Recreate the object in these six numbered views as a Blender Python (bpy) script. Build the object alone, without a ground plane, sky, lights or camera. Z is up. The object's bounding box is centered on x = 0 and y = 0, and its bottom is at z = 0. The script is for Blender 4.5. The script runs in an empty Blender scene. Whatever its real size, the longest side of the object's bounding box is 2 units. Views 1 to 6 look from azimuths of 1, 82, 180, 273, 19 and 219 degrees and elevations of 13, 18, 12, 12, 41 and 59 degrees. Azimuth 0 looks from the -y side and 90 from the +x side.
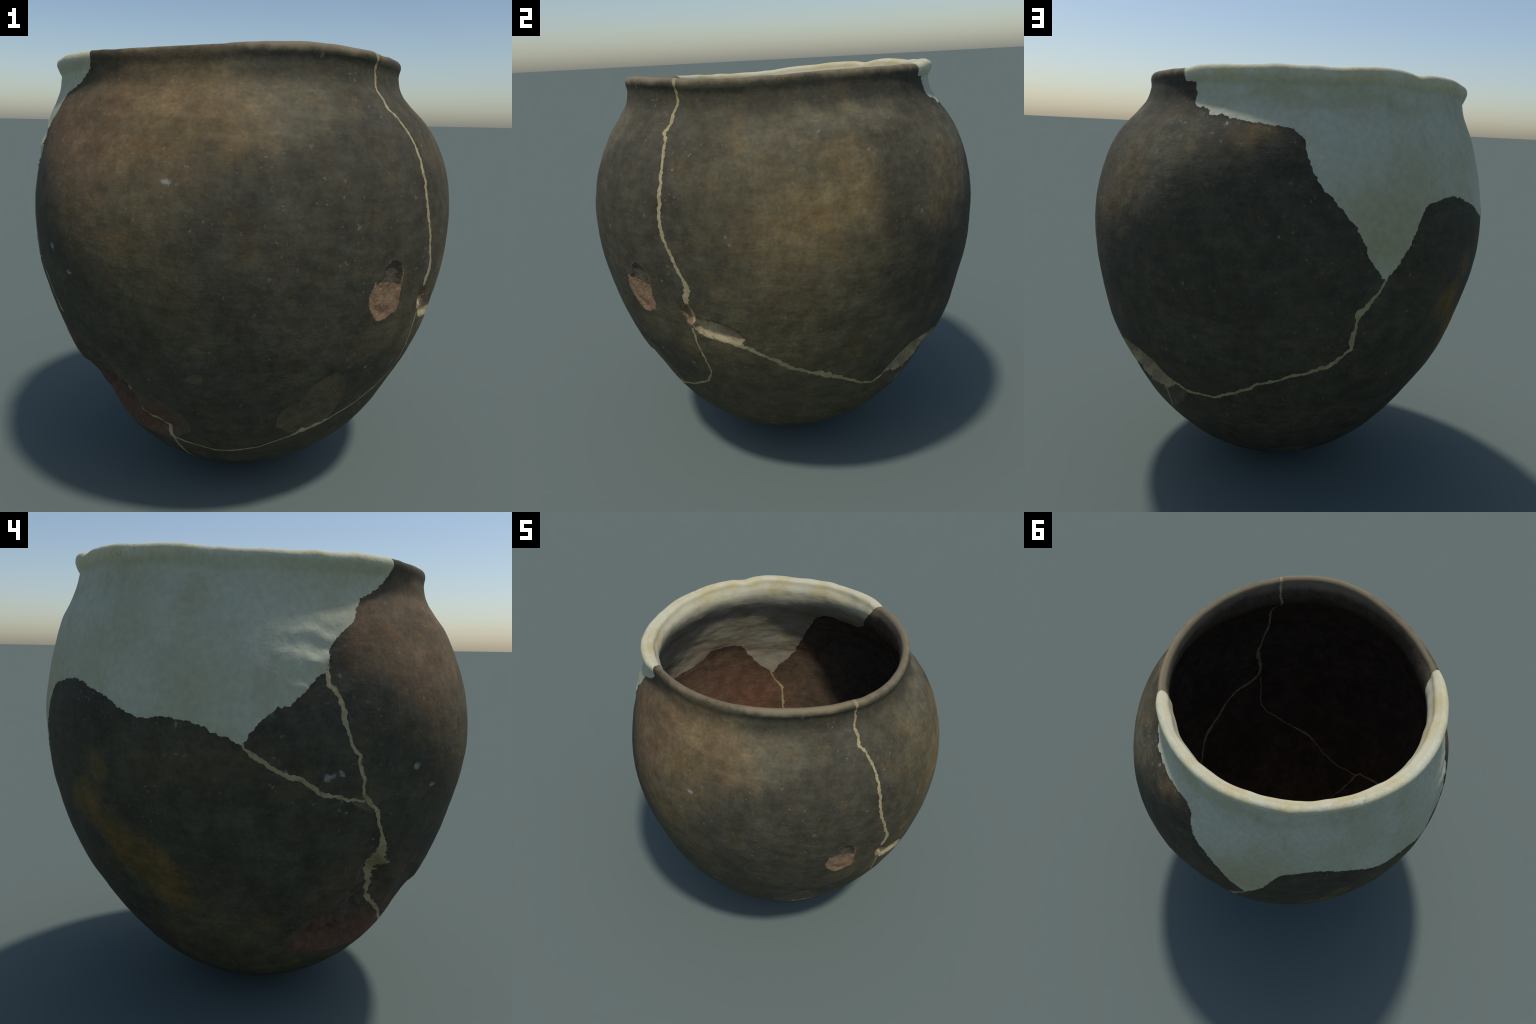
"""A large hand-built clay pot, broken and put together again: dark fired clay sherds,
beige filler in the cracks, flaked scars, and a white plaster restoration with a rolled rim."""
import bpy, math
import numpy as np
from mathutils import kdtree, geometry

# ------------------------------------------------------------------ shape of the pot
# radius of the outer wall on ten meridians (every 36 degrees, counter-clockwise from +x);
# first number: height as a fraction of the local rim height
PROFILE = (
    (0.020, 0.218, 0.220, 0.218, 0.214, 0.212, 0.214, 0.217, 0.219, 0.219, 0.218),
    (0.050, 0.349, 0.355, 0.351, 0.342, 0.339, 0.342, 0.347, 0.350, 0.350, 0.347),
    (0.090, 0.473, 0.483, 0.478, 0.463, 0.458, 0.463, 0.468, 0.473, 0.472, 0.468),
    (0.140, 0.584, 0.594, 0.589, 0.572, 0.564, 0.569, 0.575, 0.579, 0.579, 0.577),
    (0.200, 0.684, 0.692, 0.686, 0.670, 0.661, 0.663, 0.666, 0.671, 0.673, 0.674),
    (0.270, 0.772, 0.779, 0.773, 0.762, 0.753, 0.749, 0.750, 0.755, 0.757, 0.761),
    (0.340, 0.850, 0.857, 0.854, 0.844, 0.836, 0.827, 0.824, 0.831, 0.833, 0.838),
    (0.410, 0.908, 0.914, 0.912, 0.901, 0.894, 0.882, 0.877, 0.885, 0.888, 0.897),
    (0.480, 0.941, 0.944, 0.945, 0.941, 0.937, 0.924, 0.919, 0.927, 0.926, 0.932),
    (0.550, 0.966, 0.970, 0.977, 0.972, 0.971, 0.958, 0.951, 0.961, 0.954, 0.957),
    (0.620, 0.979, 0.981, 0.986, 0.983, 0.988, 0.976, 0.966, 0.978, 0.972, 0.973),
    (0.690, 0.977, 0.976, 0.985, 0.986, 0.990, 0.978, 0.964, 0.972, 0.974, 0.978),
    (0.750, 0.956, 0.953, 0.966, 0.970, 0.975, 0.963, 0.943, 0.947, 0.955, 0.962),
    (0.800, 0.924, 0.922, 0.939, 0.949, 0.956, 0.941, 0.914, 0.916, 0.925, 0.931),
    (0.840, 0.885, 0.885, 0.904, 0.925, 0.936, 0.917, 0.888, 0.884, 0.890, 0.891),
    (0.875, 0.836, 0.840, 0.862, 0.898, 0.914, 0.894, 0.863, 0.850, 0.850, 0.842),
    (0.905, 0.777, 0.786, 0.815, 0.864, 0.886, 0.866, 0.832, 0.809, 0.803, 0.788),
    (0.935, 0.730, 0.743, 0.779, 0.833, 0.858, 0.842, 0.802, 0.770, 0.765, 0.747),
    (0.965, 0.712, 0.723, 0.766, 0.819, 0.844, 0.836, 0.793, 0.753, 0.756, 0.739),
    (0.985, 0.717, 0.727, 0.773, 0.825, 0.849, 0.848, 0.803, 0.757, 0.768, 0.753),
)
# height of the rim crest every 30 degrees
RIM_HEIGHT = (1.978, 1.983, 1.987, 1.992, 1.993, 1.986, 1.958, 1.961, 1.965, 1.978, 1.989, 1.971)
MEAN_HEIGHT = 1.978
LIP_AT = 0.985          # where the outer wall turns over into the lip
LIP_ARC = 0.042         # length of each half of the rounded lip

# broad unevenness the hand left between the meridians: azimuth, height, reach round, reach up, outward amount
SWELLS = ((136, 1.62, 19, .26, -.024), (226, 1.73, 17, .17, -.021), (307, 1.92, 24, .10, -.012), (228, 1.86, 14, .06, -.008),
          (55, 1.84, 14, .07, -.007), (340, .84, 18, .18, -.005), (320, .30, 35, .18, .007), (80, .45, 28, .2, .006), (345, .38, 25, .16, .006),
          (20, .38, 24, .14, .008), (202, .38, 17, .12, -.012), (95, 1.15, 14, .2, -.005))

TAB = np.array(PROFILE)
TK = np.concatenate([[0.0], TAB[:, 0]])
QK = TAB[:, 1:] / np.sqrt(TAB[:, :1])
QK = np.vstack([QK[:1] * 0.992, QK])


def harmonics(phi, n):
    return np.stack([np.ones_like(phi)] + [g(k * phi) for k in range(1, n + 1) for g in (np.cos, np.sin)], -1)


def ring_fit(values, n):
    a = np.radians(np.arange(len(values)) * 360.0 / len(values))
    return np.linalg.lstsq(harmonics(a, n), np.asarray(values), rcond=None)[0]


QH = np.array([ring_fit(row, 4) for row in QK])
HH = ring_fit(RIM_HEIGHT, 5)


def rim_height(phi):
    return harmonics(phi, 5) @ HH


def knot_weights(t):
    t = np.clip(t, TK[0], TK[-1])
    n = len(TK)
    i = np.clip(np.searchsorted(TK, t, side="right") - 1, 0, n - 2)
    h = TK[i + 1] - TK[i]
    u = (t - TK[i]) / h
    w = np.zeros((len(t), n))
    at = np.arange(len(t))
    np.add.at(w, (at, i), 2 * u**3 - 3 * u**2 + 1)
    np.add.at(w, (at, i + 1), -2 * u**3 + 3 * u**2)
    for j, c in ((i, u**3 - 2 * u**2 + u), (i + 1, u**3 - u**2)):
        lo, hi = np.maximum(j - 1, 0), np.minimum(j + 1, n - 1)
        c = c * h / (TK[hi] - TK[lo])
        np.add.at(w, (at, hi), c)
        np.add.at(w, (at, lo), -c)
    return w


def wall_radius(phi, t):
    out = np.empty(len(phi))
    for a in range(0, len(phi), 50000):
        p, q = phi[a:a + 50000], t[a:a + 50000]
        r = np.einsum("ik,ik->i", knot_weights(q) @ QH, harmonics(p, 4)) * np.sqrt(np.clip(q, 0, 1))
        deg, z = np.degrees(p), q * MEAN_HEIGHT
        for d0, z0, wd, wz, amount in SWELLS:
            r = r + amount * bump(turn(deg, d0), 0, wd) * bump(z, z0, wz)
        out[a:a + 50000] = r + (0.013 * plaster_share(deg % 360) - 0.004) * smooth(q, .955, .985)
    return out


# mean profile: arc length and normal
_x = np.linspace(0, 1, 3001)
T_FINE = _x**2 * LIP_AT
_mean = (knot_weights(T_FINE) @ QH)[:, 0] * np.sqrt(T_FINE)
_zm = T_FINE * MEAN_HEIGHT
ARC = np.concatenate([[0], np.cumsum(np.hypot(np.diff(_mean), np.diff(_zm)))])
_dr, _dz = np.gradient(_mean, ARC), np.gradient(_zm, ARC)
NR_FINE, NZ_FINE = _dz, -_dr
S_LIP = ARC[-1]
S_END = S_LIP + LIP_ARC
# conformal flattening of the wall onto a disk: equal shapes stay equal, so triangles come out even
S_FLAT = np.linspace(0, S_END, 4001)
_inv = 1 / np.maximum(np.interp(S_FLAT, ARC, _mean), 1e-6) - 1 / np.maximum(S_FLAT, 1e-6)
_inv[0] = 0.0
FLAT = S_FLAT * np.exp(np.concatenate([[0], np.cumsum(.5 * (_inv[1:] + _inv[:-1]) * np.diff(S_FLAT))]))


def smooth(x, a, b):
    u = np.clip((x - a) / (b - a), 0, 1)
    return u * u * (3 - 2 * u)


def bump(x, centre, width):
    return np.exp(-((x - centre) / width) ** 2)


def turn(phi_deg, centre):
    return (phi_deg - centre + 180.0) % 360.0 - 180.0


# ------------------------------------------------------------------ seeded lattice noise
_rng = np.random.default_rng(41)
_perm = _rng.permutation(512)
_val = _rng.uniform(-1, 1, 512)


def value_noise(p):
    i = np.floor(p).astype(int)
    f = p - i
    f = f * f * f * (f * (f * 6 - 15) + 10)
    out = 0.0
    for c in range(8):
        o = np.array([c & 1, (c >> 1) & 1, c >> 2])
        k = i + o
        h = _perm[(k[:, 0] + _perm[(k[:, 1] + _perm[k[:, 2] % 512]) % 512]) % 512]
        w = np.prod(np.where(o == 1, f, 1 - f), axis=1)
        out = out + w * _val[h]
    return out


def fbm(p, scale, octaves=3, shift=0.0):
    p = p * scale + 17.3 + shift
    total, amp = 0.0, 1.0
    for _ in range(octaves):
        total = total + amp * value_noise(p)
        p, amp = p * 2.03 + 5.1, amp * 0.5
    return total


def line_noise(s, freq, seed):
    p = np.stack([s * freq, np.full_like(s, seed * 7.31), np.full_like(s, seed * 3.17)], -1)
    return fbm(p, 1.0, 3)


# ------------------------------------------------------------------ breaks, as (azimuth, height, width)
RIM = 9.0     # marks a point that lies on the crest of the rim
RIGHT_CRACK = ((315.5, RIM, .018), (316, 1.942, .016), (316.2, 1.875, .013), (315.2, 1.829, .016), (315.8, 1.798, .014),
               (315.2, 1.761, .022), (317, 1.731, .013), (318, 1.671, .017), (318.8, 1.634, .013), (319, 1.572, .019), (319.2, 1.463, .016),
               (319.4, 1.41, .017), (320.2, 1.364, .018), (321.5, 1.310, .014), (323, 1.247, .014), (324.6, 1.19, .026),
               (325.2, 1.144, .042), (324.8, 1.087, .034), (324.2, 1.037, .024), (324.8, 0.987, .02))
RIGHT_CRACK_BELOW = ((324.8, 0.987, .02), (328, 0.932, .022), (332, 0.905, .03), (336.5, 0.886, .024), (339.3, 0.872, .026), (343, 0.833, .014),
                     (347, 0.801, .018), (351.5, 0.748, .021), (358, 0.707, .026), (3, 0.680, .032), (8.5, 0.637, .018), (15, 0.575, .013),
                     (21, 0.550, .018), (25, 0.580, .040), (29, 0.612, .055), (35, 0.635, .070), (42, 0.640, .075), (49, 0.628, .065), (54, 0.607, .045),
                     (60, 0.588, .022), (65, 0.588, .014), (70, 0.594, .011), (77, 0.649, .014), (82, 0.681, .015), (83.4, 0.706, .014),
                     (89, 0.737, .013), (93, 0.763, .015), (97, 0.776, .014), (100.5, 0.797, .02), (102.5, 0.806, .022), (105, 0.845, .014),
                     (108, 0.889, .018), (107.4, 0.928, .021), (108, 0.981, .015), (108, 1.025, .014), (108.3, 1.054, .03), (110, 1.089, .02),
                     (112, 1.128, .011), (114, 1.195, .012))
BASE_CRACK = ((324.6, 0.94, .012), (324.8, 0.86, .007), (326, 0.75, .008), (326.3, 0.69, .010), (323, 0.61, .010), (316, 0.55, .012),
              (311, 0.514, .009), (306, 0.487, .011), (300, 0.455, .022), (294, 0.431, .026), (290, 0.404, .012), (285, 0.374, .007),
              (279, 0.338, .009), (271, 0.324, .012), (263, 0.319, .009), (257, 0.338, .009), (250, 0.359, .014), (246.5, 0.372, .024),
              (245, 0.41, .016), (239, 0.445, .014), (232, 0.50, .020), (227, 0.545, .024), (223.5, 0.62, .045),
              (221.5, 0.67, .055), (219.8, 0.72, .050), (218, 0.775, .058), (216.4, 0.852, .050), (215.2, 0.91, .036), (214, 0.95, .010),
              (212, 1.008, .012), (211, 1.054, .014), (209, 1.085, .016), (206.3, 1.134, .012), (206, 1.189, .013), (205, 1.243, .012),
              (205, 1.272, .016), (203, 1.302, .011), (202, 1.357, .014), (201, 1.417, .022), (200, 1.472, .015), (198, 1.515, .020), (197.6, 1.60, .018))
BASE_SPUR = ((246.5, 0.375, .016), (246.3, 0.29, .012), (246, 0.216, .010), (247, 0.15, .004))
LEFT_CRACK = ((180, 1.34, .012), (180.6, 1.30, .012), (183, 1.271, .017), (185, 1.246, .015), (187, 1.229, .014), (190, 1.200, .018), (192, 1.197, .021),
              (194.2, 1.172, .017), (197, 1.138, .015), (200, 1.130, .012), (203, 1.110, .010), (207.5, 1.098, .012))
FILLER_SPUR = ((47, 0.60, .03), (46, 0.55, .016), (45, 0.474, .008), (41, 0.36, .005))
# lower edge of the plaster, from the rim at the front left round to the rim at the back right
PLASTER_EDGE = ((221.5, RIM), (222.5, 1.936), (221, 1.893), (216, 1.850), (209, 1.806), (207.4, 1.765), (205, 1.718),
                (201, 1.670), (198.6, 1.630), (198, 1.58), (197, 1.55), (196, 1.547), (193, 1.494), (189.5, 1.448), (187, 1.438), (183, 1.384),
                (180, 1.311), (177, 1.338), (174, 1.348), (172.6, 1.378), (169, 1.386), (164, 1.401), (161, 1.391), (157.5, 1.393),
                (153, 1.422), (149, 1.458), (144, 1.477), (140, 1.500), (134, 1.510), (128.5, 1.488), (125, 1.474), (123, 1.433), (121, 1.370),
                (117, 1.255), (114, 1.180), (111, 1.237), (108, 1.323), (105, 1.413), (101.5, 1.475), (97, 1.548), (95.3, 1.606), (94, 1.658),
                (92.8, 1.716), (90.6, 1.756), (86, 1.765), (76, 1.777), (70, 1.796), (66.5, 1.793), (65.5, 1.812), (59, 1.83),
                (58, 1.874), (57, 1.920), (53, 1.927), (51, RIM))
PLASTER_EDGE_INSIDE = ((221.5, RIM), (219, 1.90), (208, 1.80), (200, 1.68), (190, 1.50), (180, 1.36), (165, 1.39), (155, 1.385), (148, 1.426), (144, 1.478),
                       (137, 1.484), (128, 1.463), (126, 1.402), (120, 1.270), (113, 1.187), (109, 1.261), (105, 1.315), (102, 1.382),
                       (100, 1.474), (97, 1.582), (93, 1.708), (89, 1.767), (83, 1.783), (78, 1.760), (71, 1.745), (64, 1.80), (60, 1.86), (56, 1.91), (51, RIM))
# flaked places: outline (azimuth, height), depth, width of the sloping edge, how much deeper the top is than the foot
FRONT_FLAKE = ((302, 1.075), (303, 1.136), (305, 1.150), (306, 1.19), (308, 1.217), (311, 1.20), (312.5, 1.156), (313, 1.03), (312, .994), (309, .968), (306, .968), (303, 1.02))
FLAKE_HEAD = ((303.6, 1.128), (305, 1.148), (306, 1.19), (308, 1.215), (311, 1.198), (312.4, 1.156), (312.7, 1.10), (310, 1.118), (307, 1.125))
LOW_FLAKE = ((298, .764), (301.5, .72), (303.5, .646), (304.5, .566), (304, .498), (300, .461), (294, .437), (289, .434), (284.5, .485), (283.5, .541), (285, .595), (289, .627), (290, .663), (292, .717), (294.5, .747))
SIDE_BITE = ((194, .482), (198, .565), (203, .605), (206, .674), (210, .73), (209.5, .80), (211.5, .865), (213.5, .90), (216.5, .915), (218, .85), (220.5, .795), (225, .79), (232, .775), (237, .75), (243, .69), (248, .615), (254, .559), (256, .50), (255, .44), (249, .385), (242, .36), (232, .348), (224, .34), (215, .342), (206, .36), (198, .409))
BITE_CORE = ((195, .40), (200, .52), (207, .62), (211, .73), (213, .83), (217, .85), (224, .76), (232, .67), (237, .56), (235, .44), (226, .37), (214, .345), (203, .36))
JUNCTION_HOLE = ((322.6, 1.055), (325.2, 1.06), (326.4, 1.017), (326, .975), (324.5, .955), (323, .97), (322, 1.02))
LEDGE_HOLE = ((326, 1.012), (328, .997), (332, .988), (336, .966), (338.4, .936), (339.6, .910), (338.5, .880), (334, .888), (329, .901), (326.5, .915), (325, .945))
RIGHT_NICK = ((359.5, .712), (2, .738), (6, .753), (10.5, .752), (10, .70), (8, .665), (3, .69))
BACK_FLAKE = ((23, .57), (25, .64), (28, .70), (32, .735), (38, .732), (44, .725), (49, .70), (52, .655), (57, .622), (60, .595), (58, .55), (55, .50), (50, .45), (43, .40), (36, .44), (29, .50), (24, .55))
BACK_SLOT = ((25, .62), (28, .705), (32, .752), (38, .754), (44, .745), (49, .716), (52, .672), (55, .630), (53, .57), (48, .535), (40, .53), (32, .545), (27, .58))
SLOT_HOLE = ((29, .680), (31, .728), (35, .744), (40, .742), (45, .730), (48, .700), (46, .672), (42, .685), (38, .668), (34, .680))
LEFT_NICK = ((202.5, 1.113), (205, 1.129), (207.5, 1.127), (209.5, 1.086), (210.3, 1.055), (208, 1.063), (205, 1.084))
SMALL_PIT = ((258.3, .750), (259.3, .772), (261, .779), (262.8, .772), (263.5, .754), (262.6, .735), (261, .729), (259.2, .735))
FOOT_FLAKE = ((84, .15), (88, .215), (96, .24), (107, .241), (108, .19), (104, .14), (94, .12))
FLAKES = ((FRONT_FLAKE, .012, .026, .35, "pink"), (FLAKE_HEAD, .002, .020, .0, "dark"), (LOW_FLAKE, .006, .014, .3, "brown"), (SIDE_BITE, .034, .050, .30, "red"), (BITE_CORE, .056, .085, .35, "red"),
          (JUNCTION_HOLE, .036, .018, .5, "pink"), (LEDGE_HOLE, .034, .022, .75, "ledge"), (RIGHT_NICK, .014, .02, .9, "brown"),
          (BACK_FLAKE, .012, .040, .3, "red"), (BACK_SLOT, .056, .036, .10, "ledge"), (SLOT_HOLE, .026, .016, .2, "dark"), (LEFT_NICK, .012, .015, .3, "brown"), (SMALL_PIT, .006, .02, .0, "brown"), (FOOT_FLAKE, .004, .02, .0, "brown"))


# ------------------------------------------------------------------ the two sheets: outer and inner wall
def plaster_share(deg):
    """1 where the rim is plaster, 0 where it is clay"""
    return smooth(deg, 48, 58) * (1 - smooth(deg, 215, 225))


def crest_height(phi):
    deg = np.degrees(phi) % 360
    p = np.stack([np.cos(phi), np.sin(phi), np.zeros_like(phi)], -1)
    pl = plaster_share(deg)
    h = rim_height(phi) + 0.0022 * fbm(p, 9, 2)
    h = h + pl * (0.004 * fbm(p, 5, 2, 3.3) - 0.012 * bump(deg, 128, 4.5) + 0.006 * bump(deg, 116, 7))
    return h + 0.004 * pl * smooth(deg, 52, 58) - 0.005 * bump(turn(deg, 319), 0, 4)


def lip_half(phi):
    deg = np.degrees(phi) % 360
    p = np.stack([np.cos(phi), np.sin(phi), np.zeros_like(phi)], -1)
    return 0.024 + plaster_share(deg) * (0.011 + 0.004 * fbm(p, 6, 2, 9.1) + 0.008 * bump(deg, 195, 22))


def wall_at(phi, t, depth):
    """point at `depth` below the outer skin"""
    h = rim_height(phi)
    s = np.interp(t, T_FINE, ARC)
    nr, nz = np.interp(s, ARC, NR_FINE), np.interp(s, ARC, NZ_FINE)
    nz = nz * (1 - smooth(t, 0.9, 0.96))
    n = np.hypot(nr, nz)
    return wall_radius(phi, t) - depth * nr / n, t * h - depth * nz / n


def sheet_point(phi, s, inner, relief=True):
    """3D points for azimuth phi and arc length s from the pole"""
    deg = np.degrees(phi) % 360
    t = np.interp(s, ARC, T_FINE)
    a = lip_half(phi)
    if inner:
        low = 1 - smooth(t, .45, .75)
        up = smooth(t, .01, .10) * low
        w = 0.064 + 0.018 * up + 0.012 * bump(t, 0, 0.08) + 0.008 * bump(turn(deg, 203), 0, 14) * smooth(t, .90, .95)
        w = w + (1 - low) * (0.004 * bump(turn(deg, 150), 0, 20) + 0.010 * bump(turn(deg, 105), 0, 14) - 0.007 * bump(turn(deg, 65), 0, 20)
                             - 0.008 * bump(turn(deg, 20), 0, 28) - 0.009 * bump(turn(deg, 208), 0, 18))
        w = w + up * (0.014 * bump(turn(deg, 325), 0, 42) + 0.016 * bump(turn(deg, 40), 0, 45) * (1 - smooth(t, .38, .58)) + 0.016 * bump(turn(deg, 168), 0, 32)) + 0.016 * (low - up) * bump(turn(deg, 345), 0, 55) * smooth(t, .001, .02)
        w = w + bump(t, .94, .035) * (0.002 + 0.010 * bump(turn(deg, 150), 0, 45))
        f = smooth(t, 0.915, LIP_AT)
        depth = w * (1 - f) + 2 * a * f
    else:
        depth = np.zeros_like(phi)
    r, z = wall_at(phi, t, depth)
    p = np.stack([r * np.cos(phi), r * np.sin(phi), z], -1)
    if relief:
        d = relief_inner(p, deg, t) if inner else relief_outer(p, phi, deg, t, s)
        nr, nz = np.interp(s, ARC, NR_FINE), np.interp(s, ARC, NZ_FINE)
        r, z = r + d * nr, z + d * nz
    lip = np.clip((s - S_LIP) / LIP_ARC, 0, 1) * math.pi / 2
    side = -1.0 if inner else 1.0
    r = r - side * a * (1 - np.cos(lip) ** .75)
    top = crest_height(phi)
    # the wall just under the crest follows the crest's own small waves
    z = z + smooth(t, 0.90, LIP_AT) * (top - rim_height(phi))
    z = z + (top - LIP_AT * rim_height(phi) - (top - rim_height(phi))) * np.sin(lip) ** .85
    return np.stack([r * np.cos(phi), r * np.sin(phi), z], -1)


def relief_outer(p, phi, deg, t, s):
    fade = 1 - smooth(t, .955, LIP_AT)
    d = (0.0035 * fbm(p, 2.6, 3) + 0.0011 * fbm(p, 17, 2)) * np.where(t > .93, .6, 1)
    in_plaster = np.zeros(len(phi))
    hit = t > .5
    in_plaster[hit] = inside(disk(phi[hit], s[hit]), PLASTER_POLY)
    # the plaster stands a little proud; it sinks to the sherd at its left end, with smeared ripples
    z = p[:, 2]
    ripple = bump(turn(deg, 195), 0, 6) * bump(z, 1.585, .12)
    d = d + in_plaster * (0.0015 * (1 - smooth(t, .93, .95)) + 0.012 * (1 - smooth(deg, 185, 203)) * smooth(deg, 160, 182) * smooth(t, .70, .80)
                          + ripple * 0.0045 * np.sin(z * 95 + 3 * fbm(p, 7, 2)) + 0.0015 * fbm(p, 9, 2, 4.0))
    # rolled bead of the plaster rim with a crease below it
    crown = rim_height(phi) - z
    pl = plaster_share(deg) * fade
    d = d + pl * (0.007 * bump(crown, .034, .018) - 0.007 * bump(crown, .068, .012))
    for outline, depth, edge, top, _ in FLAKES:
        d = d - flake_depth(deg, z, outline, depth, edge, top, p)
    return d * fade + (1 - fade) * 0.0


def relief_inner(p, deg, t):
    fade = (1 - smooth(t, .95, LIP_AT))
    pl = plaster_share(deg) * smooth(p[:, 2], 1.2, 1.4)
    q = p * np.array([1, 1, 2.2])
    return -fade * (0.004 * fbm(p, 3, 2) + 0.0012 * fbm(p, 15, 2) + pl * (0.005 * fbm(q, 4, 2) + 0.0012 * fbm(q, 16, 2)))


def flake_depth(deg, z, outline, depth, edge, top, p):
    o = np.array(outline)
    c = o.mean(0)
    r = float(wall_radius(np.radians(c[:1]), np.array([c[1] / MEAN_HEIGHT]))[0])
    slope = 1.0 if c[1] > 0.9 else 1.18
    x, y = np.radians(turn(deg, c[0])) * r, (z - c[1]) * slope
    poly = np.stack([np.radians(turn(o[:, 0], c[0])) * r, (o[:, 1] - c[1]) * slope], -1)
    out = np.zeros(len(deg))
    near = np.where((abs(x) < abs(poly[:, 0]).max() + .01) & (abs(y) < abs(poly[:, 1]).max() + .01))[0]
    if not len(near):
        return out
    q = np.stack([x[near], y[near]], -1)
    ins = inside(q, poly)
    a, b = poly, np.roll(poly, -1, 0)
    best = np.full(len(q), 9.0)
    for i in range(len(a)):
        e = b[i] - a[i]
        u = np.clip(((q - a[i]) @ e) / (e @ e), 0, 1)
        best = np.minimum(best, np.hypot(*(q - a[i] - u[:, None] * e).T))
    v = np.clip((q[:, 1] - poly[:, 1].min()) / np.ptp(poly[:, 1]), 0, 1)
    grain = 1 + 0.22 * fbm(p[near], 22, 3, 8.0) + min(.35, .004 / depth) * fbm(p[near] * np.array([1, 1, .6]), 34, 3, 2.0)
    out[near] = np.where(ins, smooth(best, -0.001, edge) * depth * (1 - top + top * v) * grain, 0)
    return out


def disk(phi, s):
    s = np.where(s > S_END, FLAT[-1] * 1.2, np.interp(s, S_FLAT, FLAT))
    return np.stack([s * np.cos(phi), s * np.sin(phi)], -1)


def inside(q, poly):
    res = np.zeros(len(q), bool)
    lo, hi = poly.min(0), poly.max(0)
    idx = np.where(((q >= lo) & (q <= hi)).all(1))[0]
    a, b = poly, np.roll(poly, -1, 0)
    for k in range(0, len(idx), 20000):
        j = idx[k:k + 20000]
        x, y = q[j, 0][:, None], q[j, 1][:, None]
        cross = (a[:, 1] > y) != (b[:, 1] > y)
        with np.errstate(divide="ignore", invalid="ignore"):
            xi = a[:, 0] + (y - a[:, 1]) / (b[:, 1] - a[:, 1]) * (b[:, 0] - a[:, 0])
        res[j] = (np.sum(cross & (x < xi), axis=1) % 2) == 1
    return res


N_RING = 560
RING = np.arange(N_RING) * 2 * math.pi / N_RING


def to_sheet(line):
    """control points (azimuth, height[, width]) -> azimuth, arc length"""
    c = np.array(line, float)
    phi = np.unwrap(np.radians(c[:, 0]))
    t = np.clip(c[:, 1] / rim_height(phi), 0, LIP_AT)
    s = np.interp(t, T_FINE, ARC)
    s = np.where(c[:, 1] > 5, S_END, s)
    w = c[:, 2] if c.shape[1] > 2 else np.zeros(len(c))
    return phi, s, w


def walk(line, step, jag, seed):
    """resample a break at equal steps and roughen it sideways; returns azimuth, arc length, width, side vectors"""
    phi, s, w = to_sheet(line)
    r = np.maximum(wall_radius(phi, np.interp(s, ARC, T_FINE)), .05)
    ds, dp = np.diff(s), np.diff(phi) * .5 * (r[1:] + r[:-1])
    length = np.concatenate([[0], np.cumsum(np.hypot(ds, dp))])
    n = max(4, int(length[-1] / step))
    x = np.linspace(0, length[-1], n + 1)
    P, S, W = np.interp(x, length, phi), np.interp(x, length, s), np.interp(x, length, w)
    R = np.maximum(wall_radius(P, np.interp(S, ARC, T_FINE)), .05)
    tx, ty = np.gradient(S), np.gradient(P) * R
    k = np.ones(5) / 5
    tx, ty = np.convolve(np.pad(tx, 2, "edge"), k, "valid"), np.convolve(np.pad(ty, 2, "edge"), k, "valid")
    m = np.hypot(tx, ty)
    nx, ny = -ty / m, tx / m
    ends = np.minimum(1, np.minimum(x, x[-1] - x) / .03)
    side = jag * ends * (line_noise(x, 22, seed) + .55 * line_noise(x, 95, seed + 40))
    at_rim = S > S_LIP
    side[at_rim] = 0
    return P + side * ny / R, np.minimum(S + side * nx, S_END), W, nx, ny, R, x


def ring_snap(phi):
    return np.round(phi * N_RING / (2 * math.pi)) * 2 * math.pi / N_RING


def edge_line(line, jag, seed):
    P, S, *_ = walk(line, .006, jag, seed)
    P[0], P[-1] = ring_snap(P[0]), ring_snap(P[-1])
    S[0] = S[-1] = S_END
    return P, S


def ribbon(line, jag, seed, width=1.0):
    """closed outline of the filler in one crack"""
    P, S, W, nx, ny, R, x = walk(line, .006, jag, seed)
    sides = []
    for k, sg in enumerate((1, -1)):
        hw = .5 * width * W * (1 + .55 * line_noise(x, 55, seed + 11 + 5 * k)) + .0009 * line_noise(x, 160, seed + 70 + k)
        hw = np.maximum(hw, .0016)
        p, s = P + sg * hw * ny / R, np.minimum(S + sg * hw * nx, S_END)
        for e in (0, -1):
            if S[e] >= S_END - 1e-6:
                s[e] = S_END
                p[e] = ring_snap(P[e]) + (math.pi * 2 / N_RING if sg * ny[e] > 0 else 0)
        sides.append((p, s))
    p = np.concatenate([sides[0][0], sides[1][0][::-1]])
    s = np.concatenate([sides[0][1], sides[1][1][::-1]])
    return p, s


def closing_arc(P):
    """carry the plaster outline round outside the rim, from its last point back to its first"""
    return np.linspace(P[-1], P[0], 60)


edge_out = edge_line(PLASTER_EDGE, .0068, 1)
edge_in = edge_line(PLASTER_EDGE_INSIDE, .006, 2)


def plaster_poly(edge):
    arc = closing_arc(edge[0])[1:-1]
    return np.vstack([disk(*edge), disk(arc, np.full(len(arc), S_END + .3))])


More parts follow.
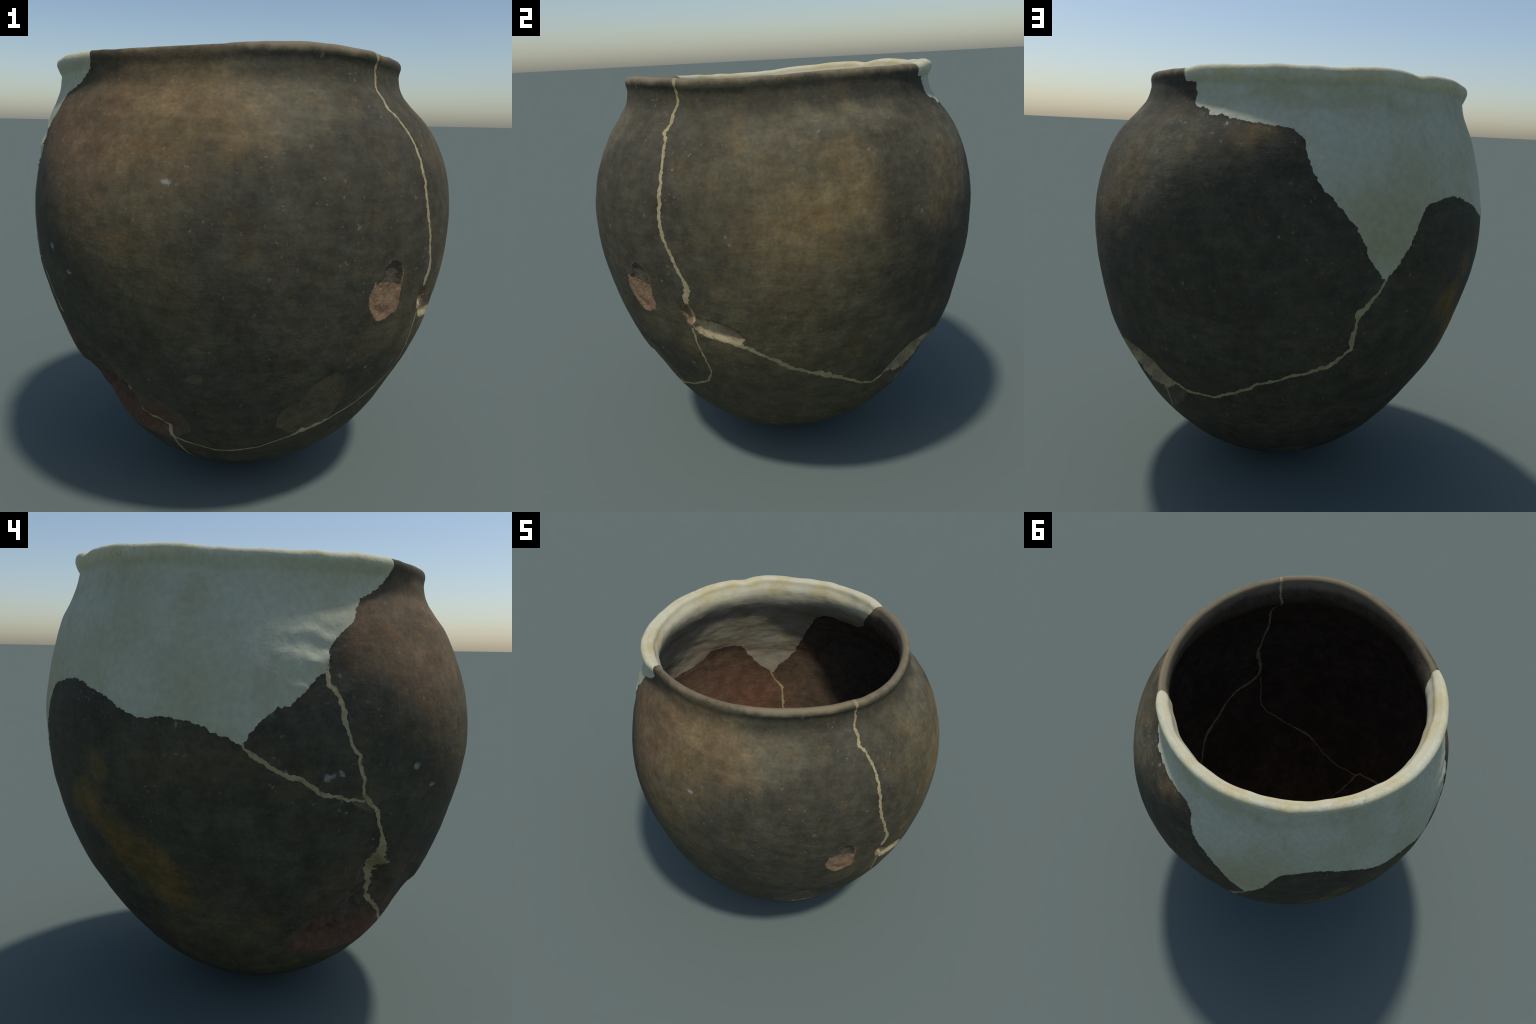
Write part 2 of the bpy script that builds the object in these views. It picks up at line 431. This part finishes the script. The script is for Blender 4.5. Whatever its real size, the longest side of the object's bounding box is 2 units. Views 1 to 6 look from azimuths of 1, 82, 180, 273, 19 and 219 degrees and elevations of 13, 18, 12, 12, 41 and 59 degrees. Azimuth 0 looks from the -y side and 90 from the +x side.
PLASTER_POLY = plaster_poly(edge_out)
PLASTER_POLY_IN = plaster_poly(edge_in)
CRACKS = (RIGHT_CRACK, RIGHT_CRACK_BELOW, BASE_CRACK, BASE_SPUR, LEFT_CRACK, FILLER_SPUR)
ribbons_out = [ribbon(c, .0032, 5 + i, .98) for i, c in enumerate(CRACKS)]
ribbons_in = [ribbon(c, .004, 25 + i, .8) for i, c in enumerate(CRACKS[:5])]


def closed(outline, seed, jag=.0055):
    o = np.array(outline)
    o = np.vstack([o, o[:1]])
    P, S, *_ = walk(np.column_stack([o, np.zeros(len(o))]), .006, jag, seed)
    return P[:-1], S[:-1]


flakes_out = [closed(f[0], 60 + i) for i, f in enumerate(FLAKES)]


def build_sheet(inner, spacing):
    lines = [(edge_in if inner else edge_out, False)]
    lines += [(r, True) for r in (ribbons_in if inner else ribbons_out)]
    if not inner:
        lines += [(f, True) for f in flakes_out]
    cp, cs, edges, at = [RING], [np.full(N_RING, S_END)], [(i, (i + 1) % N_RING) for i in range(N_RING)], N_RING
    for (p, s), loop in lines:
        n = len(p)
        cp.append(p)
        cs.append(s)
        edges += [(at + i, at + i + 1) for i in range(n - 1)] + ([(at + n - 1, at)] if loop else [])
        at += n
    cp, cs = np.concatenate(cp), np.concatenate(cs)
    tree = kdtree.KDTree(len(cp))
    c3 = sheet_point(cp, cs, inner, relief=False)
    for i, v in enumerate(c3):
        tree.insert(v, i)
    tree.balance()
    gp, gs = [np.zeros(1)], [np.zeros(1)]
    rows = np.concatenate([np.linspace(spacing, S_LIP, int(S_LIP / spacing)), S_LIP + LIP_ARC * np.array([.2, .4, .6, .8])])
    for k, s in enumerate(rows):
        r = wall_radius(np.zeros(1), np.array([np.interp(s, ARC, T_FINE)]))[0]
        n = max(8, int(2 * math.pi * max(r, .01) / spacing))
        gp.append((np.arange(n) + .5 * (k % 2)) * 2 * math.pi / n)
        gs.append(np.full(n, s))
    gp, gs = np.concatenate(gp), np.concatenate(gs)
    g3 = sheet_point(gp, gs, inner, relief=False)
    keep = np.array([tree.find(v)[2] > .42 * spacing for v in g3])
    gp, gs = gp[keep], gs[keep]
    xy = np.vstack([disk(cp, cs), disk(gp, gs)])
    v2, _, tri, orig, _, _ = geometry.delaunay_2d_cdt([tuple(q) for q in xy], edges, [], 0, 1e-6)
    v2 = np.array(v2)[:, :2]
    tri = np.array([f for f in tri if len(f) == 3])
    s = np.interp(np.hypot(v2[:, 0], v2[:, 1]), FLAT, S_FLAT)
    phi = np.arctan2(v2[:, 1], v2[:, 0])
    a, b, c = v2[tri[:, 0]], v2[tri[:, 1]], v2[tri[:, 2]]
    area = (b[:, 0] - a[:, 0]) * (c[:, 1] - a[:, 1]) - (b[:, 1] - a[:, 1]) * (c[:, 0] - a[:, 0])
    tri = np.where((area < 0)[:, None], tri[:, ::-1], tri)
    tri = tri[abs(area) > 1e-11]
    ring = {}
    for i, o in enumerate(orig):
        for j in o:
            if j < N_RING:
                ring[j] = i
    cen = v2[tri].mean(1)
    label = np.zeros(len(tri), int)                                # 0 clay
    if not inner:
        for k, f in enumerate(flakes_out):
            label[inside(cen, disk(*f))] = 10 + k                  # flake scars
    for k, f in enumerate(ribbons_in if inner else ribbons_out):
        label[inside(cen, disk(*f))] = 2                           # filler
    label[inside(cen, PLASTER_POLY_IN if inner else PLASTER_POLY)] = 1   # plaster
    return sheet_point(phi, s, inner), tri, label, np.interp(np.hypot(cen[:, 0], cen[:, 1]), FLAT, S_FLAT), ring


def components(tri, faces):
    """groups of faces joined through shared edges"""
    t = tri[faces]
    n = len(t)
    e = np.sort(np.vstack([t[:, [0, 1]], t[:, [1, 2]], t[:, [2, 0]]]), axis=1)
    owner = np.tile(np.arange(n), 3)
    key = e[:, 0].astype(np.int64) * (tri.max() + 1) + e[:, 1]
    order = np.argsort(key, kind="stable")
    key, owner = key[order], owner[order]
    same = np.where(key[1:] == key[:-1])[0]
    a, b = owner[same], owner[same + 1]
    lab = np.arange(n)
    while True:
        m = np.minimum(lab[a], lab[b])
        new = lab.copy()
        np.minimum.at(new, a, m)
        np.minimum.at(new, b, m)
        new = new[new]
        new = new[new]
        if (new == lab).all():
            return lab
        lab = new


# ------------------------------------------------------------------ materials
class Nodes:
    def __init__(self, name):
        self.mat = bpy.data.materials.new(name)
        self.mat.use_nodes = True
        self.t = self.mat.node_tree
        self.t.nodes.clear()
        self.obj = self.new("ShaderNodeTexCoord").outputs["Object"]

    def new(self, kind, **props):
        n = self.t.nodes.new(kind)
        for k, v in props.items():
            setattr(n, k, v)
        return n

    def put(self, socket, v):
        if isinstance(v, bpy.types.NodeSocket):
            self.t.links.new(v, socket)
        elif isinstance(v, (tuple, list)) and len(v) == 3 and socket.type == "RGBA":
            socket.default_value = (*v, 1)
        else:
            socket.default_value = v

    def math(self, op, a, b=0.0, clamp=False):
        n = self.new("ShaderNodeMath", operation=op, use_clamp=clamp)
        self.put(n.inputs[0], a)
        self.put(n.inputs[1], b)
        return n.outputs[0]

    def vec(self, op, a, b=(0, 0, 0)):
        n = self.new("ShaderNodeVectorMath", operation=op)
        self.put(n.inputs[0], a)
        if op == "SCALE":
            self.put(n.inputs["Scale"], b)
        else:
            self.put(n.inputs[1], b)
        return n.outputs["Value" if op in ("LENGTH", "DISTANCE") else "Vector"]

    def noise(self, scale, detail=4, rough=.55, vector=None, colour=False, distortion=0.0):
        n = self.new("ShaderNodeTexNoise")
        self.put(n.inputs["Vector"], vector or self.obj)
        n.inputs["Scale"].default_value, n.inputs["Detail"].default_value = scale, detail
        n.inputs["Roughness"].default_value, n.inputs["Distortion"].default_value = rough, distortion
        return n.outputs["Color" if colour else "Fac"]

    def ramp(self, v, lo, hi, a=0.0, b=1.0):
        n = self.new("ShaderNodeMapRange", interpolation_type="SMOOTHSTEP")
        self.put(n.inputs["Value"], v)
        for k, x in (("From Min", lo), ("From Max", hi), ("To Min", a), ("To Max", b)):
            n.inputs[k].default_value = x
        return n.outputs["Result"]

    def mix(self, fac, a, b, blend="MIX"):
        n = self.new("ShaderNodeMix", data_type="RGBA", blend_type=blend)
        self.put(n.inputs["Factor"], fac)
        self.put(n.inputs["A"], a)
        self.put(n.inputs["B"], b)
        return n.outputs["Result"]

    def specks(self, scale, share, size, vector=None):
        """sparse small grains: 1 inside a grain; `share` of the cells carry one"""
        v = self.new("ShaderNodeTexVoronoi", feature="F1")
        self.put(v.inputs["Vector"], vector or self.obj)
        v.inputs["Scale"].default_value = scale
        sep = self.new("ShaderNodeSeparateColor")
        self.put(sep.inputs[0], v.outputs["Color"])
        on = self.math("GREATER_THAN", sep.outputs[0], 1 - share)
        reach = self.math("MULTIPLY", self.math("ADD", sep.outputs[1], .35), size)
        dist = self.math("DIVIDE", v.outputs["Distance"], reach)
        return self.math("MULTIPLY", self.ramp(dist, 1.0, .45), on)

    def blob(self, where, centre, radii, soft=.6):
        """soft patch round a point of the wall"""
        d = self.vec("SUBTRACT", where, tuple(centre))
        d = self.vec("MULTIPLY", d, tuple(1 / r for r in radii))
        return self.ramp(self.vec("LENGTH", d), 1 + soft, max(0.0, 1 - soft))

    def finish(self, colour, rough, bump_height, bump_strength, spec=.3):
        b = self.new("ShaderNodeBump")
        b.inputs["Strength"].default_value, b.inputs["Distance"].default_value = bump_strength, .01
        self.put(b.inputs["Height"], bump_height)
        p = self.new("ShaderNodeBsdfPrincipled")
        self.put(p.inputs["Base Color"], colour)
        self.put(p.inputs["Roughness"], rough)
        p.inputs["Specular IOR Level"].default_value = spec
        self.put(p.inputs["Normal"], b.outputs[0])
        o = self.new("ShaderNodeOutputMaterial")
        self.t.links.new(p.outputs[0], o.inputs["Surface"])
        return self.mat


def on_wall(deg, z):
    phi = np.radians(np.array([float(deg)]))
    r = wall_radius(phi, np.array([z]) / rim_height(phi))[0]
    return (r * math.cos(phi[0]), r * math.sin(phi[0]), z)


CHARCOAL, OLIVE, WARM, TAN, SOOT = (.054, .052, .038), (.103, .089, .051), (.148, .110, .059), (.185, .144, .073), (.056, .055, .038)
OCHRE, REDDISH, GREY = (.128, .090, .031), (.130, .091, .054), (.135, .124, .084)
# firing clouds: azimuth, height, radii (round the pot, up), colour, strength
CLOUDS = (
    # front left: golden brown shoulder fading into charcoal
    (345, 1.25, .60, .60, OLIVE, .75), (304, 1.28, .52, .50, CHARCOAL, 1.0), (284, .90, .55, .55, CHARCOAL, 1.0), (300, 1.60, .30, .16, CHARCOAL, .7),
    (248, 1.72, .36, .22, WARM, .85), (262, 1.76, .26, .12, WARM, .5), (238, 1.42, .22, .22, WARM, .45), (226, 1.66, .24, .20, REDDISH, .8), (212, 1.70, .14, .16, REDDISH, .8),
    (250, 1.22, .18, .24, OLIVE, .6), (256, .98, .15, .14, OLIVE, .4), (284, 1.74, .22, .10, GREY, .5), (318, 1.74, .2, .12, CHARCOAL, .5),
    # right side: tan clouds on olive brown
    (356, 1.42, .34, .26, OLIVE, .6), (3, 1.48, .19, .13, TAN, .7), (352, 1.36, .22, .16, WARM, .4), (11, 1.63, .10, .09, TAN, .4), (14, 1.78, .22, .07, GREY, .7), (352, 1.76, .18, .06, GREY, .35),
    (28, 1.45, .14, .22, CHARCOAL, .7), (345, .85, .50, .22, OLIVE, .55), (0, .42, .5, .25, OLIVE, .4),
    # back: sooty, with a paler patch over one shoulder
    (45, 1.58, .24, .22, GREY, .55), (42, 1.50, .14, .18, WARM, .5), (60, 1.66, .16, .10, GREY, .5), (82, 1.71, .16, .045, WARM, .45), (73, 1.42, .26, .22, SOOT, .85),
    (95, 1.0, .60, .52, SOOT, .85), (80, 1.12, .16, .16, CHARCOAL, .6), (100, 1.2, .2, .2, CHARCOAL, .5), (88, .95, .2, .12, CHARCOAL, .6), (90, .35, .5, .25, CHARCOAL, .6),
    # left side: black, with an ochre streak running down and round
    (150, 1.1, .5, .42, SOOT, .8), (190, 1.0, .4, .30, SOOT, .7), (214, 1.16, .24, .24, SOOT, .85), (175, 1.22, .30, .10, OLIVE, .35),
    (147, 1.20, .05, .09, OCHRE, .6), (141, 1.03, .08, .08, OCHRE, .8), (147, .90, .10, .11, OCHRE, .85), (157, .82, .11, .11, OCHRE, .9), (163, .71, .09, .12, OCHRE, .85), (170, .55, .2, .12, OLIVE, .5),
    (205, .74, .12, .10, REDDISH, .35), (180, .35, .4, .2, OLIVE, .45),
)


def clay_colour(n, clouds, base):
    wob = n.vec("SCALE", n.vec("SUBTRACT", n.noise(3.2, 5, .6, colour=True), (.5, .5, .5)), .34)
    where = n.vec("ADD", n.obj, wob)
    col = base
    for deg, z, ru, rv, c, k in clouds:
        col = n.mix(n.math("MULTIPLY", n.blob(where, on_wall(deg, z), (ru, ru, rv)), k), col, c)
    return col, where


def clay_grain(n, col, dust, speck_amount=1.0):
    flat = n.vec("MULTIPLY", n.obj, (1, 1, 4))
    mott = n.noise(15, 5, .62)
    fine = n.noise(62, 3, .6)
    streak = n.noise(9, 5, .65, vector=flat)
    v = n.math("MULTIPLY", n.ramp(mott, .28, .72, .80, 1.22), n.ramp(fine, .2, .8, .86, 1.16))
    v = n.math("MULTIPLY", v, n.ramp(streak, .25, .75, .89, 1.13))
    col = n.mix(1.0, col, grey(n, v), "MULTIPLY")
    v = n.ramp(n.noise(4.5, 4, .55), .3, .7, .88, 1.13)
    col = n.mix(1.0, col, grey(n, v), "MULTIPLY")
    col = n.mix(1.0, col, (1.06, 1.0, .92), "MULTIPLY")     # the clay's olive cast
    # patches of browner and of greyer clay, a few centimetres across
    tone = n.noise(8.5, 5, .62, distortion=.4)
    col = n.mix(n.math("MULTIPLY", n.ramp(tone, .52, .72), .6), col, n.mix(1.0, col, (1.26, 1.05, .78), "MULTIPLY"))
    col = n.mix(n.math("MULTIPLY", n.ramp(tone, .48, .30), .7), col, n.mix(1.0, col, (.84, .93, 1.0), "MULTIPLY"))
    bent = n.vec("ADD", n.obj, n.vec("SCALE", n.vec("SUBTRACT", n.noise(45, 3, .6, colour=True), (.5, .5, .5)), .035))
    some = n.ramp(n.noise(6, 3), .40, .62)
    spots = n.math("MULTIPLY", n.specks(22, .30, .19, bent), n.math("ADD", n.math("MULTIPLY", some, .5), .12))
    col = n.mix(n.math("MULTIPLY", spots, speck_amount), col, dust)
    spots = n.math("MULTIPLY", n.specks(52, .26, .26, bent), n.math("ADD", n.math("MULTIPLY", some, .30), .14))
    col = n.mix(n.math("MULTIPLY", spots, speck_amount), col, dust)
    return col, mott, fine, streak


def grey(n, v):
    c = n.new("ShaderNodeCombineColor")
    for i in range(3):
        n.put(c.inputs[i], v)
    return c.outputs[0]


def height_of(n):
    x = n.new("ShaderNodeSeparateXYZ")
    n.put(x.inputs[0], n.obj)
    return x.outputs["Z"]


def clay_material():
    n = Nodes("fired_clay")
    col, where = clay_colour(n, CLOUDS, CHARCOAL)
    col, mott, fine, streak = clay_grain(n, col, (.23, .20, .14))
    line = n.ramp(n.noise(26, 3, .6, vector=n.vec("MULTIPLY", n.obj, (1, 1, 9))), .62, .74)
    line = n.math("MULTIPLY", line, n.ramp(n.noise(5, 3), .5, .68))
    col = n.mix(n.math("MULTIPLY", line, .5), col, (.17, .15, .105))
    # chalky splashes beside the plaster
    splash = n.math("MULTIPLY", n.blob(where, on_wall(68, 1.75), (.20, .20, .07)), n.ramp(n.noise(30, 5, .7), .59, .70))
    col = n.mix(n.math("MULTIPLY", splash, .7), col, (.36, .34, .26))
    smear = n.vec("ADD", n.obj, n.vec("SCALE", n.vec("SUBTRACT", n.noise(38, 3, .6, colour=True), (.5, .5, .5)), .05))
    for deg, z, r in ((256, 1.50, .018), (221, 1.21, .016), (198, 1.20, .018), (228, 1.12, .012), (201, 1.205, .012)):
        col = n.mix(n.math("MULTIPLY", n.blob(smear, on_wall(deg, z), (r, r, r * .6), .7), .7), col, (.30, .31, .28))
    # worn, paler crest of the rim
    worn = n.ramp(n.math("ADD", height_of(n), n.math("MULTIPLY", n.noise(14, 4), .06)), 1.975, 2.012)
    col = n.mix(n.math("MULTIPLY", worn, .85), col, (.235, .190, .115))
    h = n.math("ADD", n.math("MULTIPLY", fine, .5), n.math("ADD", mott, n.math("MULTIPLY", streak, .6)))
    return n.finish(col, n.ramp(mott, .2, .8, .7, .88), h, .25, .14)


def inner_material():
    n = Nodes("dark_inner_clay")
    clouds = ((140, 1.1, .5, .4, (.112, .070, .046), .8), (120, .8, .4, .4, (.115, .058, .038), .8), (95, 1.0, .35, .5, (.095, .068, .042), .7), (165, 1.1, .4, .5, (.105, .070, .048), .7),
              (60, 1.2, .5, .6, (.055, .049, .039), .8), (330, 1.2, .8, .8, (.058, .048, .037), .85), (270, 1.1, .6, .7, (.060, .046, .035), .85))
    col, where = clay_colour(n, clouds, (.060, .045, .031))
    col, mott, fine, streak = clay_grain(n, col, (.20, .16, .11), .6)
    line = n.ramp(n.noise(22, 3, .6, vector=n.vec("MULTIPLY", n.obj, (1, 1, 8))), .60, .74)
    line = n.math("MULTIPLY", line, n.ramp(n.noise(4, 3), .46, .66))
    col = n.mix(n.math("MULTIPLY", line, .55), col, (.19, .145, .09))
    worn = n.ramp(n.math("ADD", height_of(n), n.math("MULTIPLY", n.noise(14, 4), .05)), 1.925, 1.985)
    col = n.mix(n.math("MULTIPLY", worn, .85), col, (.190, .155, .098))
    h = n.math("ADD", n.math("MULTIPLY", fine, .5), n.math("ADD", mott, streak))
    return n.finish(col, .85, h, .3, .12)


def plaster_material():
    n = Nodes("plaster")
    wob = n.vec("SCALE", n.vec("SUBTRACT", n.noise(4, 4, .6, colour=True), (.5, .5, .5)), .25)
    where = n.vec("ADD", n.obj, wob)
    col = n.mix(n.ramp(n.noise(3.0, 5, .6), .38, .66), (.475, .475, .345), (.43, .42, .275))
    tall = n.vec("MULTIPLY", n.obj, (1, 1, .28))
    col = n.mix(n.math("MULTIPLY", n.ramp(n.noise(9, 5, .65, vector=tall), .56, .72), .38), col, (.31, .28, .19))
    for deg, z, ru, rv, k in ((116, 1.42, .24, .14, .7), (100, 1.86, .5, .03, .35), (120, 1.58, .10, .14, .35), (168, 1.80, .05, .06, .35)):
        col = n.mix(n.math("MULTIPLY", n.blob(where, on_wall(deg, z), (ru, ru, rv)), k), col, (.37, .335, .175))
    # paler, yellower crest of the rim
    crest = n.ramp(n.math("ADD", height_of(n), n.math("MULTIPLY", n.noise(8, 4), .03)), 1.935, 1.975)
    col = n.mix(n.math("MULTIPLY", crest, .85), col, n.mix(n.ramp(n.noise(7, 4, .6), .4, .65), (.58, .56, .40), (.56, .50, .29)))
    stain = n.math("MULTIPLY", n.blob(n.obj, on_wall(146, 1.97), (.13, .13, .05), .7), n.ramp(n.noise(48, 3, .6), .54, .64))
    col = n.mix(n.math("MULTIPLY", stain, .5), col, (.32, .27, .17))
    col = n.mix(n.math("MULTIPLY", n.specks(14, .10, .09), .55), col, (.24, .21, .13))
    col = n.mix(1.0, col, grey(n, n.ramp(n.noise(40, 4, .6), .2, .8, .90, 1.08)), "MULTIPLY")
    h = n.math("ADD", n.math("MULTIPLY", n.noise(9, 4), 2.0), n.noise(36, 4, .6))
    return n.finish(col, .75, h, .2, .25)


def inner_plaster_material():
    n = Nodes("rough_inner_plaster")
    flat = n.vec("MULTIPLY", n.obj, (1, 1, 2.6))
    col = n.mix(n.ramp(n.noise(7, 5, .6, vector=flat), .38, .66), (.30, .275, .195), (.25, .205, .12))  # base darkened below the outer plaster for occlusion inside the pot
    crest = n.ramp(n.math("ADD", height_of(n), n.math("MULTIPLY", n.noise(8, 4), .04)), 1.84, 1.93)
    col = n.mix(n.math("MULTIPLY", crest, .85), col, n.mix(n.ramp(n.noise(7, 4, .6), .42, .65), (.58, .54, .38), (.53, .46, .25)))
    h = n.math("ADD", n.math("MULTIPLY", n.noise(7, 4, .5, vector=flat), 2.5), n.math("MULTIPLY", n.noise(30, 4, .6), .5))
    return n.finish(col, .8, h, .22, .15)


def filler_material():
    n = Nodes("crack_filler_paste")
    col = n.mix(n.ramp(n.noise(16, 4, .6), .35, .68), (.365, .302, .165), (.285, .228, .115))
    col = n.mix(n.math("MULTIPLY", n.ramp(n.noise(34, 4, .65), .52, .70), .55), col, (.17, .13, .075))
    return n.finish(col, .8, n.noise(55, 4, .6), .35)


def scar_material(name, a, b, c):
    n = Nodes(name)
    col = n.mix(n.ramp(n.noise(13, 5, .62), .34, .66), a, b)
    col = n.mix(n.math("MULTIPLY", n.ramp(n.noise(24, 5, .65), .48, .66), .7), col, c)
    col = n.mix(n.math("MULTIPLY", n.specks(60, .22, .25), .5), col, (.30, .24, .14))
    return n.finish(col, .85, n.math("ADD", n.noise(28, 5, .65), n.noise(80, 3)), .5, .2)


def red_scar_material():
    n = Nodes("red_scar")
    wob = n.vec("ADD", n.obj, n.vec("SCALE", n.vec("SUBTRACT", n.noise(5, 4, .6, colour=True), (.5, .5, .5)), .2))
    col = n.mix(n.ramp(n.noise(10, 5, .62), .34, .66), (.100, .079, .055), (.078, .066, .046))
    col = n.mix(n.math("MULTIPLY", n.blob(wob, on_wall(208, .40), (.30, .30, .09)), .85), col, (.118, .056, .034))
    col = n.mix(n.math("MULTIPLY", n.blob(wob, on_wall(236, .45), (.16, .16, .10)), .7), col, (.115, .056, .034))
    col = n.mix(n.math("MULTIPLY", n.specks(55, .25, .25), .5), col, (.28, .20, .10))
    col = n.mix(1.0, col, grey(n, n.ramp(n.noise(40, 4, .6), .2, .8, .75, 1.25)), "MULTIPLY")
    return n.finish(col, .85, n.math("ADD", n.noise(28, 5, .65), n.noise(80, 3)), .5, .2)


# ------------------------------------------------------------------ build
def build():
    po, fo, lo, so, ring_o = build_sheet(False, .0092)
    pi, fi, li, si, ring_i = build_sheet(True, .0135)
    # the two sheets share the crest ring
    remap = np.arange(len(pi)) + len(po)
    for k in range(N_RING):
        remap[ring_i[k]] = ring_o[k]
    co = np.vstack([po, pi])
    fi = remap[fi][:, ::-1]
    tri = np.vstack([fo, fi])
    inner = np.concatenate([np.zeros(len(fo), bool), np.ones(len(fi), bool)])
    label, s = np.concatenate([lo, li]), np.concatenate([so, si])
    co[:, 2] -= co[:, 2].min()
    fn = np.cross(co[tri[:, 1]] - co[tri[:, 0]], co[tri[:, 2]] - co[tri[:, 0]])
    vn = np.zeros_like(co)
    for k in range(3):
        np.add.at(vn, tri[:, k], fn)
    vn /= np.maximum(np.linalg.norm(vn, axis=1, keepdims=True), 1e-12)

    mats = {"clay": clay_material(), "inner": inner_material(), "plaster": plaster_material(), "inner_plaster": inner_plaster_material(),
            "filler": filler_material(), "red": red_scar_material(),
            "pink": scar_material("pink_scar", (.275, .180, .102), (.205, .122, .072), (.13, .085, .050)),
            "ledge": scar_material("broken_ledge", (.35, .29, .16), (.25, .185, .105), (.115, .085, .055)),
            "dark": scar_material("dark_scar", (.088, .073, .047), (.072, .060, .040), (.055, .046, .032)),
            "brown": scar_material("brown_scar", (.128, .100, .056), (.098, .080, .047), (.060, .052, .036))}
    thing = bpy.data.objects.new("restored_clay_pot", None)
    thing["label"] = "large dark clay pot mended with white plaster and filled cracks"
    thing["category"] = "clay pot"
    bpy.context.scene.collection.objects.link(thing)

    def part(name, faces, materials, slot=None, parent=None):
        t = tri[faces]
        used, idx = np.unique(t, return_inverse=True)
        me = bpy.data.meshes.new(name)
        me.from_pydata(co[used].tolist(), [], idx.reshape(-1, 3).tolist())
        for m in materials:
            me.materials.append(m)
        if slot is not None:
            me.polygons.foreach_set("material_index", np.asarray(slot, dtype=np.int32))
        me.polygons.foreach_set("use_smooth", np.ones(len(t), bool))
        me.update()
        me.normals_split_custom_set_from_vertices(vn[used].tolist())
        o = bpy.data.objects.new(name, me)
        bpy.context.scene.collection.objects.link(o)
        o.parent = parent or thing
        return o

    neck = np.interp(.905, T_FINE, ARC)
    bead = np.interp(.952, T_FINE, ARC)
    clay_rim = (label == 0) & (s > neck)
    plaster_rim = (label == 1) & (s > bead)
    # sherds: pieces of the outer wall between the filled cracks
    body = np.where((label == 0) & ~inner & ~clay_rim)[0]
    lab = components(tri, body)
    ids, count = np.unique(lab, return_counts=True)
    order = ids[np.argsort(-count)]
    stray = []
    for k in order:
        f = body[lab == k]
        if len(f) < 400:
            stray.append(f)
        else:
            part("body_sherd", f, [mats["clay"]])
    rim_faces = np.where(clay_rim)[0]
    lab = components(tri, rim_faces)
    for k in np.unique(lab):
        f = rim_faces[lab == k]
        if len(f) < 200:
            stray.append(f)
        else:
            part("rim", f, [mats["clay"], mats["inner"]], inner[f].astype(int))
    f = np.where((label == 0) & inner & ~clay_rim)[0]
    part("inner_wall", f, [mats["inner"]])
    f = np.where((label == 1) & ~plaster_rim)[0]
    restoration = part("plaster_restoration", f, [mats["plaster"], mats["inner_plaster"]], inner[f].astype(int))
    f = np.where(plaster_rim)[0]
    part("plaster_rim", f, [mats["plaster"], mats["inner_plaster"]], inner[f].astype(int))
    for side in (False, True):
        fill = np.where((label == 2) & (inner == side))[0]
        lab = components(tri, fill)
        for k in np.unique(lab):
            f = fill[lab == k]
            if len(f) < 30:
                stray.append(f)
            else:
                part("crack_filler", f, [mats["filler"]])
    for k, fl in enumerate(FLAKES):
        f = np.where(label == 10 + k)[0]
        if len(f):
            part("flake_scar", f, [mats[fl[4]]])
    if stray:
        f = np.concatenate(stray)
        o = part("crumb", f, [mats["clay"], mats["filler"], mats["inner"]], np.where(label[f] == 2, 1, np.where(inner[f], 2, 0)))
        o["kind"] = "stuff"
    print("size", co.min(0), co.max(0), "faces", len(tri))


build()
